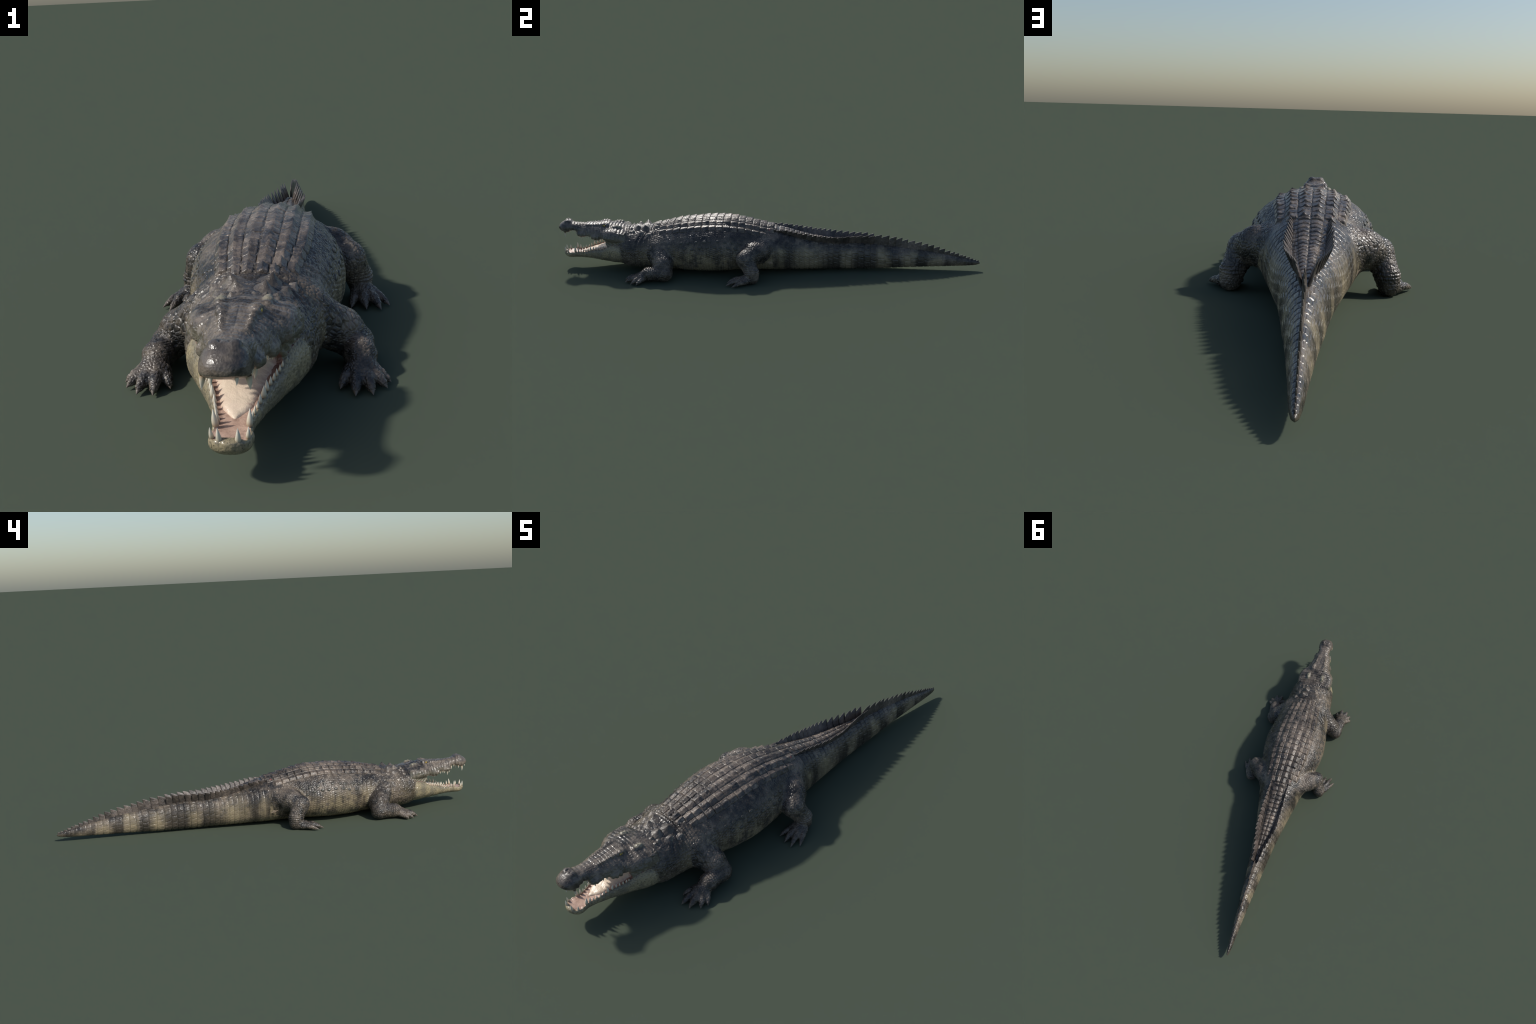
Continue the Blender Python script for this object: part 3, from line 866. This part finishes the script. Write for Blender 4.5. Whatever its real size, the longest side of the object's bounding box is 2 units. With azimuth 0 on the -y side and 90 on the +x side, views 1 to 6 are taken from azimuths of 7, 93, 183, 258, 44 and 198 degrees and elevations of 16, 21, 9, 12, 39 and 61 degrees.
for i, y in enumerate(SINGLE_Y):
    gap = (SINGLE_Y[min(i + 1, 19)] - SINGLE_Y[max(i - 1, 0)]) / (2 if 0 < i < 19 else 1)
    zb = float(trunk.top(y)) - .003
    v_, f_ = blade((0, y - gap * .55, zb), float(SINGLE_TOP(y)) + rng.normal(0, .0006), gap * 1.10, .0042 * float(np.interp(y, [.5, .8, 1], [1, .75,   .4])), gap * .1, rng.normal(0, .02))
    mesh_object('crest_scute', v_, f_, 'crest', PART['tail'])

# ------------------------------------------------------------------ teeth, tongue, eyes, claws
def horn_mesh(name, mat, bend=.25, n=12, k=12, power=.75):
    """unit curved cone along z: base radius 1, height 1"""
    verts, F = [], []
    for i in range(n + 1):
        v = i / n
        r = (1 - v) ** power * (1 + .25 * math.sin(v * math.pi)) if i < n else .03
        for j in range(k):
            a = 2 * math.pi * j / k
            verts.append((r * math.cos(a), r * math.sin(a) - bend * v * v * 3, v))
    for i in range(n):
        for j in range(k):
            a, b = i * k + j, i * k + (j + 1) % k
            F.append([a, b, b + k, a + k])
    me = bpy.data.meshes.new(name)
    me.from_pydata(verts, [], F + [list(range(n * k, n * k + k))])
    me.polygons.foreach_set('use_smooth', [True] * len(me.polygons))
    me.materials.append(MAT[mat])
    return me

def place(me, name, base, direction, bend_to, length, radius, parent):
    z = Vector(direction).normalized(); b = Vector(bend_to)
    y = (-(b - z * b.dot(z))).normalized(); x = y.cross(z)
    M = Matrix((x, y, z)).transposed().to_4x4()
    M = Matrix.Translation(base) @ M @ Matrix.Diagonal((radius, radius, length, 1))
    ob = bpy.data.objects.new(name, me)
    ob.matrix_world = M
    link(ob, parent)
    ob.matrix_parent_inverse = Matrix()
    return ob

tooth = horn_mesh('tooth', 'tooth', .22)
UPPER_TEETH = [(-.990, .013, .0040), (-.966, .021, .0056), (-.949, .012, .0040), (-.927, .010, .0034), (-.913, .014, .0044), (-.902, .016, .0048),
               (-.890, .023, .0060), (-.874, .011, .0040), (-.862, .010, .0038), (-.849, .010, .0038), (-.836, .009, .0035), (-.825, .0075, .0032),
               (-.814, .008, .0033), (-.804, .007, .0030)]
LOWER_TEETH = [(-.974, .022, .0055), (-.960, .015, .0044), (-.926, .025, .0062), (-.912, .017, .0046), (-.899, .008, .0034), (-.887, .0095, .0036),
               (-.874, .0085, .0035), (-.862, .011, .0042), (-.848, .017, .0056), (-.834, .013, .0048), (-.821, .009, .0038), (-.809, .008, .0035), (-.798, .0075, .0033),
               (-.788, .0065, .0030), (-.779, .006, .0028)]
for y, l, r in UPPER_TEETH:
    for sg in (1, -1):
        w = float(upper.w(y))
        x = sg * (w - .0065 if w > .03 else w * .62)
        d = (sg * .16 + rng.normal(0, .05), -.10 + rng.normal(0, .06) - (.25 if y < -.98 else 0), -1)
        place(tooth, 'tooth', (x, y if y > -.985 else -.984, float(upper.bot(y)) + .005), d, (-sg * .6, .5, 0), l * .9 + .005, r * .92, PART['head'])
for y, l, r in LOWER_TEETH:
    for sg in (1, -1):
        w = float(lower.w(y))
        x = sg * (w * .93 - .0035) if y > -.965 else sg * .0140
        d = (sg * .20 + rng.normal(0, .05), -.08 + rng.normal(0, .06) - (.15 if y < -.95 else 0), 1)
        place(tooth, 'tooth', (x, y, float(lower.top(y)) - .006), d, (-sg * .5, .6, 0), l * .88 + .006, r * .9, PART['lower_jaw'])

# tongue: a flat pad filling the floor of the mouth, pointed in front
ny, nx = 40, 17
tv = []
for i in range(ny):
    y = -.900 + (.900 - .735) * i / (ny - 1)
    v = i / (ny - 1)
    hw = float(lower.w(y)) * .70 * min(1, (v * 4.5) ** .7 + .02)
    zt = float(FLOOR(y)) + .0045 * min(1, v * 6) + .010 * max(0, v - .75) * 4
    for j in range(nx):
        t = -1 + 2 * j / (nx - 1)
        tv.append((hw * t, y, zt - .008 * abs(t) ** 6 + .002 * (1 - t * t) + .0006 * math.sin(i * .9 + 2.5 * t * t) - (.004 if i == 0 else 0)))
tf = [[i * nx + j, i * nx + j + 1, (i + 1) * nx + j + 1, (i + 1) * nx + j] for i in range(ny - 1) for j in range(nx - 1)]
mesh_object('tongue', tv, tf, 'tongue', PART['lower_jaw'])

# eyes
def sphere(c, r, name, mat, parent, sq=(1, 1, 1)):
    nu, nv = 24, 14
    v = [(0, 0, 1)] + [(math.sin(math.pi * i / nv) * math.cos(2 * math.pi * j / nu), math.sin(math.pi * i / nv) * math.sin(2 * math.pi * j / nu), math.cos(math.pi * i / nv)) for i in range(1, nv) for j in range(nu)] + [(0, 0, -1)]
    f = [[0, 1 + j, 1 + (j + 1) % nu] for j in range(nu)]
    for i in range(nv - 2):
        f += [[1 + i * nu + j, 1 + (i + 1) * nu + j, 1 + (i + 1) * nu + (j + 1) % nu, 1 + i * nu + (j + 1) % nu] for j in range(nu)]
    f += [[len(v) - 1, 1 + (nv - 2) * nu + (j + 1) % nu, 1 + (nv - 2) * nu + j] for j in range(nu)]
    me = bpy.data.meshes.new(name)
    me.from_pydata([tuple(np.array(c) + r * np.array(p) * np.array(sq)) for p in v], [], f)
    me.polygons.foreach_set('use_smooth', [True] * len(me.polygons)); me.materials.append(MAT[mat])
    return link(bpy.data.objects.new(name, me), parent)
for sg in (1, -1):
    sphere((sg * .0325, -.7775, .2135), .0068, 'eye', 'eye', PART['head'])

claw = horn_mesh('claw', 'claw', .10, power=.8)
for s, sg in (('+', 1), ('-', -1)):
    for tips, roots, radii, key in ((FORE_TIPS, FORE_ROOT, FORE_R, 'forefoot'), (HIND_TIPS, HIND_ROOT, HIND_R, 'hindfoot')):
        for (tx, ty), (rx, ry), r in zip(tips, roots, radii):
            bx, by = rx + (tx - rx) * .70, ry + (ty - ry) * .70
            ex, ey = tx, ty
            base = Vector((sg * bx, by, r * 1.0)); tip = Vector((sg * ex, ey, .004))
            d = tip - base
            place(claw, 'claw', base, d, (0, 0, -1), d.length, r * .58, PART[key.replace('foot', 'limb') + s])
